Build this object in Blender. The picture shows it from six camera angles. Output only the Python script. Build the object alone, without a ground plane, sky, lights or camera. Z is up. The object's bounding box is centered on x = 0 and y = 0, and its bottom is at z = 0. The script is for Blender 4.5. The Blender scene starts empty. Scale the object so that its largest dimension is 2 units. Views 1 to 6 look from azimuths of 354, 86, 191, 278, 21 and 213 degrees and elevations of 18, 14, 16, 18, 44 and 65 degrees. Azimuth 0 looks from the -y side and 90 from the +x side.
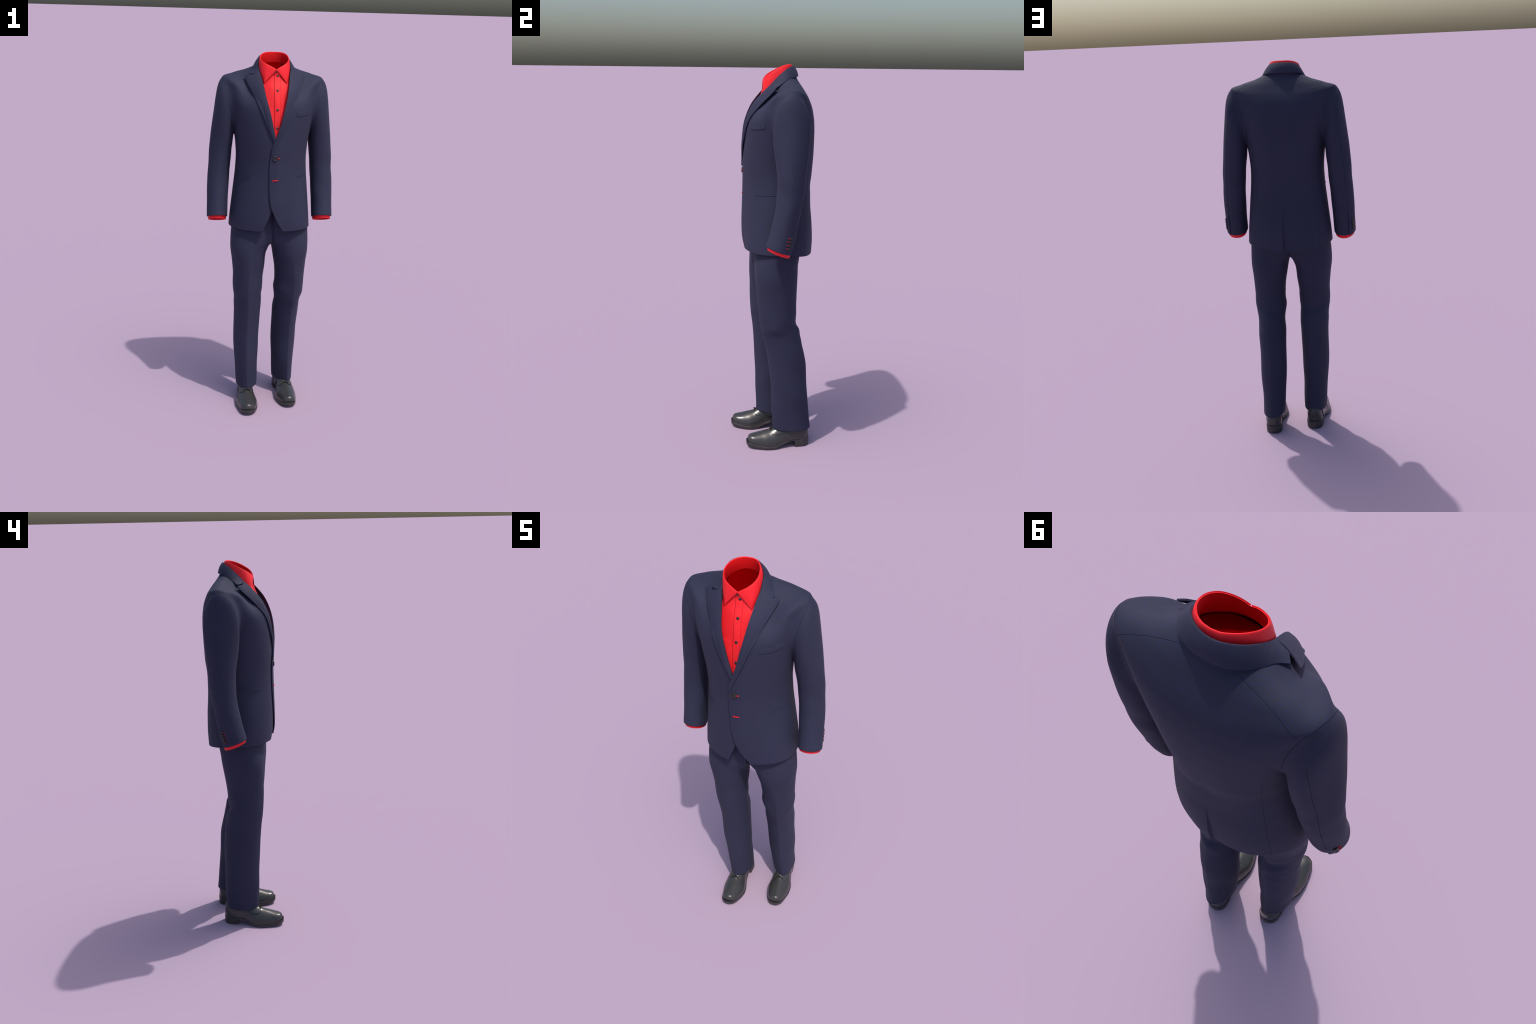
# A headless two-piece business suit standing by itself: navy jacket with peak
# lapels, red shirt, navy trousers and black lace-up shoes.
import bpy, math
import numpy as np
from mathutils import Vector
from mathutils.bvhtree import BVHTree

PI = math.pi

# ------------------------------------------------------------------ helpers
def pchip(xs, ys):
    """monotone cubic through (xs, ys); returns a vectorised function"""
    x = np.array(xs, float); y = np.array(ys, float)
    if x[0] > x[-1]:
        x = x[::-1]; y = y[::-1]
    h = np.diff(x); d = np.diff(y) / h
    m = np.zeros_like(y)
    for i in range(1, len(x) - 1):
        if d[i-1] * d[i] > 0:
            w1 = 2*h[i] + h[i-1]; w2 = h[i] + 2*h[i-1]
            m[i] = (w1 + w2) / (w1/d[i-1] + w2/d[i])
    m[0] = d[0]; m[-1] = d[-1]
    def f(q):
        q = np.clip(np.asarray(q, float), x[0], x[-1])
        i = np.clip(np.searchsorted(x, q) - 1, 0, len(x) - 2)
        t = (q - x[i]) / h[i]
        return ((1+2*t)*(1-t)**2*y[i] + t*(1-t)**2*h[i]*m[i]
                + t*t*(3-2*t)*y[i+1] + t*t*(t-1)*h[i]*m[i+1])
    return f

def tab(*pairs):
    p = sorted(pairs)
    return pchip([a for a, _ in p], [b for _, b in p])

def smooth_path(pts, n):
    """n points along a Catmull-Rom-like curve through pts"""
    p = np.array(pts, float)
    d = np.r_[0, np.cumsum(np.linalg.norm(np.diff(p, axis=0), axis=1))]
    q = np.linspace(0, d[-1], n)
    m = np.gradient(p, d, axis=0)
    i = np.clip(np.searchsorted(d, q) - 1, 0, len(d) - 2)
    h = (d[i+1] - d[i])[:, None]; t = (q - d[i])[:, None] / h
    return ((1+2*t)*(1-t)**2*p[i] + t*(1-t)**2*h*m[i]
            + t*t*(3-2*t)*p[i+1] + t*t*(t-1)*h*m[i+1])

def sstep(x, a, b):
    t = np.clip((np.asarray(x, float) - a) / (b - a), 0, 1)
    return t*t*(3 - 2*t)

def gauss(x, s):
    return np.exp(-(np.asarray(x, float)/s)**2)

def grid_faces(nu, nv, closed):
    f = []
    for i in range(nu - 1):
        for j in range(nv if closed else nv - 1):
            k = (j + 1) % nv
            f.append((i*nv + j, i*nv + k, (i+1)*nv + k, (i+1)*nv + j))
    return f

def make_mesh(name, verts, faces, mat, parent=None, smooth=True):
    me = bpy.data.meshes.new(name)
    me.from_pydata([tuple(v) for v in np.asarray(verts).reshape(-1, 3)], [], faces)
    me.update()
    if smooth:
        me.polygons.foreach_set("use_smooth", [True]*len(me.polygons))
    ob = bpy.data.objects.new(name, me)
    bpy.context.scene.collection.objects.link(ob)
    for m in (mat if isinstance(mat, (list, tuple)) else [mat]):
        me.materials.append(m)
    if parent is not None:
        ob.parent = parent
    return ob

def grid(name, P, mat, parent=None, closed=False, flip=False, thick=0.0, offset=-1.0, bevel=0.0, inner=0):
    nu, nv = P.shape[:2]
    f = grid_faces(nu, nv, closed)
    if closed:      # tubes: turn the faces outwards
        flip = (grid_normals(P, True)*(P - P.mean(1, keepdims=True))).sum(-1).mean() > 0
    if flip:
        f = [t[::-1] for t in f]
    ob = make_mesh(name, P, f, mat, parent)
    if thick:
        m = ob.modifiers.new("thickness", 'SOLIDIFY')
        m.thickness = thick; m.offset = offset; m.use_even_offset = False
        m.material_offset = inner
        if bevel:
            b = ob.modifiers.new("rounded_edge", 'BEVEL')
            b.width = bevel; b.segments = 2; b.limit_method = 'ANGLE'; b.angle_limit = math.radians(50)
    return ob

def grid_normals(P, closed=False):
    du = np.gradient(P, axis=0)
    if closed:
        dv = (np.roll(P, -1, 1) - np.roll(P, 1, 1))/2
    else:
        dv = np.gradient(P, axis=1)
    n = np.cross(du, dv)
    return n / (np.linalg.norm(n, axis=2, keepdims=True) + 1e-12)

def bvh_of(P, closed=False):
    return BVHTree.FromPolygons([tuple(v) for v in P.reshape(-1, 3)], grid_faces(P.shape[0], P.shape[1], closed))

def tube(name, pts, r, mat, parent, res=6):
    """thin round cord along pts, as a real mesh"""
    p = np.asarray(pts, float); n = len(p)
    t = np.gradient(p, axis=0); t /= np.linalg.norm(t, axis=1, keepdims=True) + 1e-12
    ref = np.array([0.0, 0.0, 1.0]) if abs(t[:, 2]).mean() < .8 else np.array([1.0, 0, 0])
    a = np.cross(t, ref); a /= np.linalg.norm(a, axis=1, keepdims=True)
    b = np.cross(t, a)
    ang = np.linspace(0, 2*PI, res, endpoint=False)
    P = p[:, None] + r*(np.cos(ang)[None, :, None]*a[:, None] + np.sin(ang)[None, :, None]*b[:, None])
    f = grid_faces(n, res, True)
    f.append(tuple(range(res))); f.append(tuple(range((n-1)*res, n*res))[::-1])
    return make_mesh(name, P, f, mat, parent)

# ---------------------------------------------------------------- materials
def new_mat(name):
    m = bpy.data.materials.new(name); m.use_nodes = True
    nt = m.node_tree; b = nt.nodes["Principled BSDF"]
    return m, nt, b

def srgb(r, g, b):
    return tuple(((c/255)/12.92 if c <= 10 else ((c/255 + .055)/1.055)**2.4) for c in (r, g, b)) + (1,)

def suit_cloth():
    m, nt, b = new_mat("navy_wool")
    N, L = nt.nodes, nt.links
    tc = N.new("ShaderNodeTexCoord")
    mp = N.new("ShaderNodeMapping"); mp.inputs["Scale"].default_value = (1.6, 1, 1.5)
    L.new(tc.outputs["Object"], mp.inputs["Vector"])
    # wavy weave: fine stretched noise broken into strands
    n1 = N.new("ShaderNodeTexNoise"); n1.inputs["Scale"].default_value = 190; n1.inputs["Detail"].default_value = 3
    n1.inputs["Distortion"].default_value = .6
    L.new(mp.outputs[0], n1.inputs["Vector"])
    n2 = N.new("ShaderNodeTexNoise"); n2.inputs["Scale"].default_value = 5; n2.inputs["Detail"].default_value = 3
    L.new(tc.outputs["Object"], n2.inputs["Vector"])
    r1 = N.new("ShaderNodeValToRGB")
    r1.color_ramp.elements[0].position = .34; r1.color_ramp.elements[0].color = CLOTH_DARK
    r1.color_ramp.elements[1].position = .68; r1.color_ramp.elements[1].color = CLOTH_BLUE
    L.new(n1.outputs[0], r1.inputs[0])
    mx = N.new("ShaderNodeMix"); mx.data_type = 'RGBA'; mx.blend_type = 'MULTIPLY'
    mx.inputs[0].default_value = 1
    r2 = N.new("ShaderNodeValToRGB")
    r2.color_ramp.elements[0].position = .3; r2.color_ramp.elements[0].color = (.94, .92, .93, 1)
    r2.color_ramp.elements[1].position = .7; r2.color_ramp.elements[1].color = (1.04, 1.04, 1.06, 1)
    L.new(n2.outputs[0], r2.inputs[0])
    L.new(r1.outputs[0], mx.inputs[6]); L.new(r2.outputs[0], mx.inputs[7])
    L.new(mx.outputs[2], b.inputs["Base Color"])
    bp = N.new("ShaderNodeBump"); bp.inputs["Strength"].default_value = .12; bp.inputs["Distance"].default_value = .002
    L.new(n1.outputs[0], bp.inputs["Height"]); L.new(bp.outputs[0], b.inputs["Normal"])
    b.inputs["Roughness"].default_value = .75
    b.inputs["Specular IOR Level"].default_value = .26
    b.inputs["Sheen Weight"].default_value = .02
    b.inputs["Sheen Roughness"].default_value = .5
    b.inputs["Sheen Tint"].default_value = (.8, .82, 1, 1)
    return m

CLOTH_DARK = srgb(44, 44, 54)
CLOTH_BLUE = srgb(40, 46, 78)

def plain(name, col, rough=.5, spec=.5, noise=0.0, scale=200, bump=0.0, sheen=0.0):
    m, nt, b = new_mat(name)
    N, L = nt.nodes, nt.links
    b.inputs["Base Color"].default_value = col
    b.inputs["Roughness"].default_value = rough
    b.inputs["Specular IOR Level"].default_value = spec
    b.inputs["Sheen Weight"].default_value = sheen
    tc = N.new("ShaderNodeTexCoord")
    n = N.new("ShaderNodeTexNoise"); n.inputs["Scale"].default_value = scale; n.inputs["Detail"].default_value = 2
    L.new(tc.outputs["Object"], n.inputs["Vector"])
    r = N.new("ShaderNodeValToRGB")
    lo = tuple(c*(1 - noise) for c in col[:3]) + (1,); hi = tuple(min(1, c*(1 + noise)) for c in col[:3]) + (1,)
    r.color_ramp.elements[0].position = .3; r.color_ramp.elements[0].color = lo
    r.color_ramp.elements[1].position = .7; r.color_ramp.elements[1].color = hi
    L.new(n.outputs[0], r.inputs[0]); L.new(r.outputs[0], b.inputs["Base Color"])
    if bump:
        bp = N.new("ShaderNodeBump"); bp.inputs["Strength"].default_value = bump; bp.inputs["Distance"].default_value = .001
        L.new(n.outputs[0], bp.inputs["Height"]); L.new(bp.outputs[0], b.inputs["Normal"])
    return m

CLOTH = suit_cloth()
LINING = plain("dark_lining", srgb(46, 14, 24), .55, .4, .1, 90)
SHIRT = plain("red_cotton", srgb(236, 30, 40), .6, .35, .03, 300, .05)
def shaded_shirt_inside():
    """inside of the shirt: shade of the neck painted in, lighter on the collar stand, deep red below"""
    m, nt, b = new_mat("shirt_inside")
    N, L = nt.nodes, nt.links
    tc = N.new("ShaderNodeTexCoord"); sep = N.new("ShaderNodeSeparateXYZ")
    L.new(tc.outputs["Object"], sep.inputs[0])
    my = N.new("ShaderNodeMath"); my.operation = 'MULTIPLY'; my.inputs[1].default_value = .57
    L.new(sep.outputs["Y"], my.inputs[0])
    sb = N.new("ShaderNodeMath"); sb.operation = 'SUBTRACT'
    L.new(sep.outputs["Z"], sb.inputs[0]); L.new(my.outputs[0], sb.inputs[1])
    mr = N.new("ShaderNodeMapRange"); mr.inputs["From Min"].default_value = 1.899; mr.inputs["From Max"].default_value = 1.903
    L.new(sb.outputs[0], mr.inputs["Value"])
    r = N.new("ShaderNodeValToRGB")
    r.color_ramp.elements[0].color = srgb(128, 4, 8); r.color_ramp.elements[1].color = srgb(212, 16, 22)  # darker red is baked neck shade put into the colour
    L.new(mr.outputs[0], r.inputs[0]); L.new(r.outputs[0], b.inputs["Base Color"])
    b.inputs["Roughness"].default_value = .7; b.inputs["Specular IOR Level"].default_value = .2
    return m

SHIRT_IN = shaded_shirt_inside()
DEEP_RED = plain("deep_red_floor", srgb(110, 0, 2), .95, .0, .05, 200)  # dark tone of the added neck floor, standing for shade
SHIRT_SEAM = plain("red_stitching", srgb(140, 14, 22), .8, .2, .1, 300)
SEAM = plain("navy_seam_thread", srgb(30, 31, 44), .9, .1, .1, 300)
THREAD = plain("red_buttonhole_thread", srgb(196, 24, 38), .75, .3, .1, 500, .2)
HORN = plain("black_horn_button", srgb(32, 29, 29), .35, .5, .25, 120)
SMALL = plain("black_shirt_button", srgb(36, 35, 37), .45, .4, .15, 200)
LEATHER = plain("polished_black_leather", srgb(54, 54, 55), .24, .5, .05, 60, .03)
SOLE = plain("dark_rubber_sole", srgb(56, 54, 54), .45, .4, .08, 80, .05)
WELT = plain("black_welt_groove", srgb(22, 24, 24), .6, .3, .08, 80)
LACE = plain("black_cotton_lace", srgb(26, 27, 28), .8, .3, .2, 400, .2)

# ---------------------------------------------------------------- hierarchy
suit = bpy.data.objects.new("business_suit", None)
bpy.context.scene.collection.objects.link(suit)
suit["label"] = "navy two-piece suit with red shirt and black dress shoes"
suit["category"] = "men's suit"

# ================================================================== JACKET
# Rings of the torso from hem to neck.  Each ring: half width, front depth y,
# back depth y, y of the side line, heights of front / side / back.
#         a     yf     yb    yc    zf    zs    zb
RINGS = [(.224, -.148, .196, .035, 1.079, 1.076, 1.050),
         (.219, -.153, .200, .035, 1.14, 1.14, 1.14),
         (.211, -.154, .199, .035, 1.22, 1.22, 1.22),
         (.203, -.152, .195, .035, 1.30, 1.30, 1.30),
         (.195, -.150, .193, .035, 1.38, 1.38, 1.38),
         (.191, -.149, .198, .035, 1.46, 1.46, 1.46),
         (.195, -.150, .204, .035, 1.53, 1.53, 1.53),
         (.204, -.149, .205, .038, 1.60, 1.60, 1.60),
         (.213, -.146, .205, .042, 1.66, 1.67, 1.66),
         (.226, -.138, .202, .050, 1.72, 1.75, 1.72),
         (.241, -.121, .190, .064, 1.775, 1.825, 1.785),
         (.258, -.099, .170, .078, 1.815, 1.8690, 1.835),
         (.206, -.074, .146, .085, 1.850, 1.8935, 1.878),
         (.136, -.047, .129, .078, 1.880, 1.9150, 1.908),
         (.089, -.027, .1145, .066, 1.906, 1.940, 1.934),
         (.0855, -.014, .107, .060, 1.920, 1.952, 1.966)]
NR = len(RINGS)
ringf = [pchip(range(NR), [r[i] for r in RINGS]) for i in range(7)]
n_front = pchip([0, 1.5, 4.3, 7, 9, 10, 11, 12, 14, 15], [2.2, 2.1, 1.82, 1.95, 2.1, 1.95, 1.85, 1.8, 1.9, 1.9])
n_back = pchip([0, 4, 8, 10, 11, 12, 14, 15], [2.25, 2.2, 2.5, 2.6, 2.4, 2.4, 2.0, 2.0])

def torso(th, k):
    """point of the jacket torso: angle th (-90 deg = front, 0 = wearer's left), ring k"""
    a, yf, yb, yc, zf, zs, zb = [f(k) for f in ringf]
    c, s = np.cos(th), np.sin(th)
    n = np.where(s < 0, n_front(k), n_back(k))
    x = a*np.sign(c)*np.abs(c)**(2/n)
    e = np.abs(s)**(2/n)
    y = np.where(s < 0, yc + (yf - yc)*e, yc + (yb - yc)*e)
    w = np.abs(s)**1.6
    z = np.where(s < 0, zs + (zf - zs)*w, zs + (zb - zs)*w)
    # hollow of the waist at the back and a soft drape wave down the back
    y = y + .004*gauss(k - 5.2, 1.6)*gauss(x, .05)*(s > 0)*-1
    # hollow below the collar bone, between the lapel roll and the shoulder point
    h = .029*gauss(np.abs(x) - .138, .055)*gauss(k - 11.1, 1.45)*sstep(-s, 0, .35)
    return np.stack([x, y + .75*h, z - .6*h], -1)

# uncut torso, used to lay lapels, pockets and seams on the cloth
_k = np.linspace(0, NR - 1, 240)[:, None]; _t = np.linspace(0, 2*PI, 420, endpoint=False)[None]
TORSO_FULL = torso(_t + 0*_k, _k + 0*_t)
BODY = bvh_of(TORSO_FULL, True)

def front_y(x, z):
    hit = BODY.ray_cast(Vector((x, -1, z)), Vector((0, 1, 0)))
    return hit[0].y if hit[0] is not None else None

def on_body(p, off=0.0):
    q, n, _, _ = BODY.find_nearest(Vector(p))
    c = Vector((0, .04, q.z - .05))
    if n.dot(q - c) < 0:
        n = -n
    return np.array(q + n*off)

# front edges, x as a function of height
edge_left = tab((1.03, .090), (1.066, .074), (1.074, .062), (1.085, .052), (1.108, .037), (1.15, .013), (1.199, -.009),
                (1.232, -.019), (1.269, -.024), (1.345, -.028), (1.413, -.029), (1.453, -.028), (1.499, -.022),
                (1.542, -.012), (1.585, .004), (1.639, .023), (1.708, .041), (1.762, .056), (1.819, .068),
                (1.854, .075), (1.887, .081), (1.921, .084), (1.95, .085))
edge_right = tab((1.03, -.080), (1.066, -.066), (1.075, -.058), (1.093, -.050), (1.116, -.040), (1.158, -.023), (1.199, -.009),
                 (1.25, .008), (1.32, .018), (1.45, .018), (1.50, .012), (1.54, .004), (1.585, -.004),
                 (1.64, -.018), (1.722, -.038), (1.766, -.051), (1.805, -.060), (1.845, -.068), (1.876, -.076),
                 (1.911, -.081), (1.95, -.085))

def edge_angle(k, f, side):
    """angle at which ring k meets the front edge curve f"""
    lo = np.full_like(k, -PI/2 - 1.3); hi = np.full_like(k, -PI/2 + 1.3)
    for _ in range(50):
        m = (lo + hi)/2
        p = torso(m, k)
        g = p[..., 0] - f(p[..., 2])
        lo = np.where(g < 0, m, lo); hi = np.where(g < 0, hi, m)
    return (lo + hi)/2

VENT_X = .0105
def build_jacket_body():
    nk = 330
    k = np.concatenate([np.linspace(0, 11, 250, endpoint=False), np.linspace(11, NR - 1, 80)])
    tl = edge_angle(k, edge_left, 1); tr = edge_angle(k, edge_right, -1) + 2*PI
    w1 = np.linspace(0, 1, 110, endpoint=False)
    # columns: left front edge -> left side -> centre back -> right side -> right front edge
    back = np.concatenate([np.linspace(0, PI/2 - .12, 70, endpoint=False), np.linspace(PI/2 - .12, PI/2 + .12, 90, endpoint=False),
                           np.linspace(PI/2 + .12, PI, 70, endpoint=False)])
    TH = np.concatenate([tl[:, None]*(1 - w1)[None], np.repeat(back[None], len(k), 0),
                         PI + (tr[:, None] - PI)*np.linspace(0, 1, 111)[None]], 1)
    K = np.repeat(k[:, None], TH.shape[1], 1)
    P = torso(TH, K)
    n = grid_normals(P)
    if (n[100, 165, 1]) < 0:
        n = -n
    x, y, z = P[..., 0], P[..., 1], P[..., 2]
    front = y < 0
    isleft = np.arange(P.shape[1])[None, :] < 200
    # left front lies over the right one near the middle
    ov = .0055*sstep(.075 - x, 0, .07)*front*isleft*sstep(1.62 - z, 0, .12)
    ov = ov - .004*sstep(.05 + x, 0, .05)*front*(~isleft)*sstep(1.56 - z, 0, .08)
    # vent: wearer's-left flap laps over, opening downwards
    isb = y > .1
    vent = .010*sstep(1.33 - z, 0, .25)*sstep(x - VENT_X, -.0008, .0008)*gauss(np.maximum(x - VENT_X, 0), .07)*isb
    # gentle drape: hem flare ripples, waist folds, chest fullness
    dr = .0012*np.sin(TH*5 + 1.3 + z*3)*sstep(1.34 - z, 0, .25)
    dr += .0012*np.sin(z*52 + x*14)*gauss(z - 1.44, .10)*isb*gauss(x, .16)
    P = P + n*(ov + vent + dr)[..., None]
    return P

jb = build_jacket_body()

# ------------------------------------------------------------------ sleeves
# outer line (x,z), inner line (x,z) and the front / back y of each section
SL = [  # xo   zo     xi    zi     yf     yb
    (.120, 1.765, .100, 1.705, .045, .090),
    (.240, 1.8600, .185, 1.612, -.004, .135),
    (.262, 1.8610, .196, 1.600, -.012, .148),
    (.2765, 1.8545, .200, 1.592, -.016, .154),
    (.287, 1.839, .202, 1.584, -.018, .158),
    (.296, 1.808, .204, 1.572, -.019, .160),
    (.304, 1.760, .2055, 1.558, -.019, .159),
    (.3105, 1.712, .207, 1.542, -.017, .157),
    (.319, 1.648, .209, 1.520, -.012, .153),
    (.327, 1.580, .2125, 1.492, -.005, .147),
    (.333, 1.515, .2155, 1.460, -.000, .141),
    (.338, 1.450, .2195, 1.415, .002, .136),
    (.341, 1.390, .2235, 1.370, .000, .130),
    (.3455, 1.325, .2275, 1.315, -.007, .119),
    (.348, 1.250, .231, 1.248, -.020, .104),
    (.3485, 1.190, .2335, 1.190, -.031, .091),
    (.349, 1.124, .236, 1.124, -.049, .071)]
NS = len(SL)
slf = [pchip(range(NS), [r[i] for r in SL]) for i in range(6)]

def sleeve_point(side, t, ph):
    """ph: 0 = outer, pi/2 = back, pi = inner (body side), -pi/2 = front"""
    xo, zo, xi, zi, yf, yb = [f(t) for f in slf]
    c, s = np.cos(ph), np.sin(ph)
    n = np.where(np.cos(ph) > 0, 2.0 - .2*sstep(t, 5, 8), 2.1 + .1*sstep(t, 6, 9))
    ce = np.sign(c)*np.abs(c)**(2/n); se = np.sign(s)*np.abs(s)**(2/n)
    x = (xo + xi)/2 + (xo - xi)/2*ce
    z = (zo + zi)/2 + (zo - zi)/2*ce
    y = (yf + yb)/2 + (yb - yf)/2*se
    # the cuff edge dips towards the back, climbs towards the front
    low = sstep(t, NS - 4, NS - 1)
    z = z - low*.021*se
    if side < 0:
        x = -x*.995 + .000
    return np.stack([x, y, z], -1)

VENT_PH = 1.06   # angle of the sleeve's back seam
def build_sleeve(side):
    t = np.concatenate([np.linspace(0, 6, 70, endpoint=False), np.linspace(6, NS - 1, 170)])
    base = np.linspace(-PI, PI, 150, endpoint=False)
    ph = np.sort(np.concatenate([base, VENT_PH + np.linspace(-.06, .06, 24)]))
    T, PH = np.meshgrid(t, ph, indexing='ij')
    P = sleeve_point(side, T, PH)
    n = grid_normals(P, True)
    cx = (P.mean(1, keepdims=True))
    sgn = np.sign((n*(P - cx)).sum(-1).mean()); n = n*sgn
    z = P[..., 2]
    # the buttoned flap laps over the back seam near the cuff
    flap = .0045*sstep(VENT_PH - PH, -.01, .012)*gauss(np.maximum(VENT_PH - PH, 0), .55)*sstep(1.245 - z, 0, .06)
    # soft folds round the elbow and along the upper arm
    rng = .0010*np.sin(z*48 + PH*1.4 + side)*gauss(z - 1.42, .10)*(.4 + .6*np.cos(PH - .8*PI)**2)
    rng += .0007*np.sin(z*30 + PH*2.2)*gauss(z - 1.24, .08)
    rng += .0014*np.sin(PH*3 + z*10 + side)*sstep(1.75 - z, 0, .2)*sstep(z, 1.35, 1.6)
    P = P + n*(flap + rng)[..., None]
    return P, t, ph

SLEEVE_GRID = {side: build_sleeve(side) for side in (1, -1)}

# ---- sew sleeve and body together with a soft fillet round the armhole
def outward(P, closed):
    n = grid_normals(P, closed)
    if closed:
        ref = P - P.mean(1, keepdims=True)
    else:
        ref = P - np.array((0, .04, 0)); ref[..., 2] = 0
    return n*np.sign((n*ref).sum(-1).mean())

def signed(bv, p, centre):
    q, n, _, d = bv.find_nearest(Vector(p))
    if n.dot(q - Vector(centre(q))) < 0:
        n = -n
    v = Vector(p) - q
    return (d if v.dot(n) >= 0 else -d), np.array(n)

def arm_centre(side):
    zz = np.array([(r[1] + r[3])/2 for r in SL]); xx = np.array([(r[0] + r[2])/2 for r in SL]); yy = np.array([(r[4] + r[5])/2 for r in SL])
    fx, fy = pchip(zz, xx), pchip(zz, yy)
    return lambda q: (side*float(fx(q[2])), float(fy(q[2])), q[2] - .03*max(0, (q[2] - 1.75)/.1))

def fillet(P, N, mask, bv, centre, tuck):
    idx = np.argwhere(mask)
    out = P.copy()
    for a, b in idx:
        p0, n0 = P[a, b], N[a, b]
        # tight in the armpit, soft over the shoulder
        k = .009 + .030*float(sstep(p0[2], 1.60, 1.74))
        d0, g = signed(bv, p0, centre)
        if d0 > k:
            continue
        if d0 < -.5*k:
            out[a, b] = p0 - n0*tuck*float(sstep(-d0, .5*k, k))
            continue
        t = 0.0
        for _ in range(6):
            d2, g = signed(bv, p0 + n0*t, centre)
            h = max(k - abs(t - d2), 0)
            f = min(t, d2) - h*h/(4*k)
            w2 = min(1, max(0, .5 + .5*(t - d2)/k)); w1 = 1 - w2
            df = max(.35, w1 + w2*float(n0 @ g))
            t = min(max(t - f/df, 0), .42*k)
        fade = float(sstep(d0, -.5*k, -.2*k))
        out[a, b] = p0 + n0*t*fade
    return out

BODY_C = lambda q: (.6*q[0], .06, q[2] - .05)
jbN = outward(jb, False)
jb_new = jb.copy()
sleeves = {}
TORSO_CUT = bvh_of(jb)
for side in (1, -1):
    P, t, ph = SLEEVE_GRID[side]
    bv = bvh_of(P, True)
    m = (side*jb[..., 0] > .18) & (jb[..., 2] > 1.50) & (np.abs(jb[..., 1] - .06) < .15)
    jb_new = np.where(m[..., None], fillet(jb, jbN, m, bv, arm_centre(side), 0), jb_new)
    N = outward(P, True)
    m2 = (P[..., 2] > 1.50) & (side*P[..., 0] < .30)
    P2 = fillet(P, N, m2, TORSO_CUT, BODY_C, .003)
    sleeves[side] = [P2, bvh_of(P2, True), None]
jb = jb_new
jacket = grid("jacket", jb, [CLOTH, LINING], suit, flip=False, thick=.006, offset=-1, inner=1)
JACKET_BODY = bvh_of(jb)
for side in (1, -1):
    sleeves[side][2] = grid("sleeve", sleeves[side][0], [CLOTH, LINING], jacket, closed=True, thick=.004, inner=1)

def on_jacket(p, off=0.0):
    q, n, _, _ = JACKET_BODY.find_nearest(Vector(p))
    c = Vector((0, .04, q.z - .03))
    if n.dot(q - c) < 0:
        n = -n
    return np.array(q + n*off)

def on_sleeve(side, t, ph, off=0.0):
    p = sleeve_point(side, np.array(float(t)), np.array(float(ph)))
    bv = sleeves[side][1]
    q, n, _, _ = bv.find_nearest(Vector(p))
    xo, zo, xi, zi, yf, yb = [f(t) for f in slf]
    c = Vector((side*(xo + xi)/2, (yf + yb)/2, (zo + zi)/2))
    if n.dot(q - c) < 0:
        n = -n
    return np.array(q + n*off), np.array(n)

# ------------------------------------------------------------------- lapels
edge_depth = tab((1.49, -.1545), (1.56, -.156), (1.60, -.1555), (1.648, -.1485), (1.69, -.138), (1.733, -.123), (1.772, -.101), (1.80, -.079),
                 (1.829, -.053), (1.86, -.023), (1.875, -.010), (1.889, .0))

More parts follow.
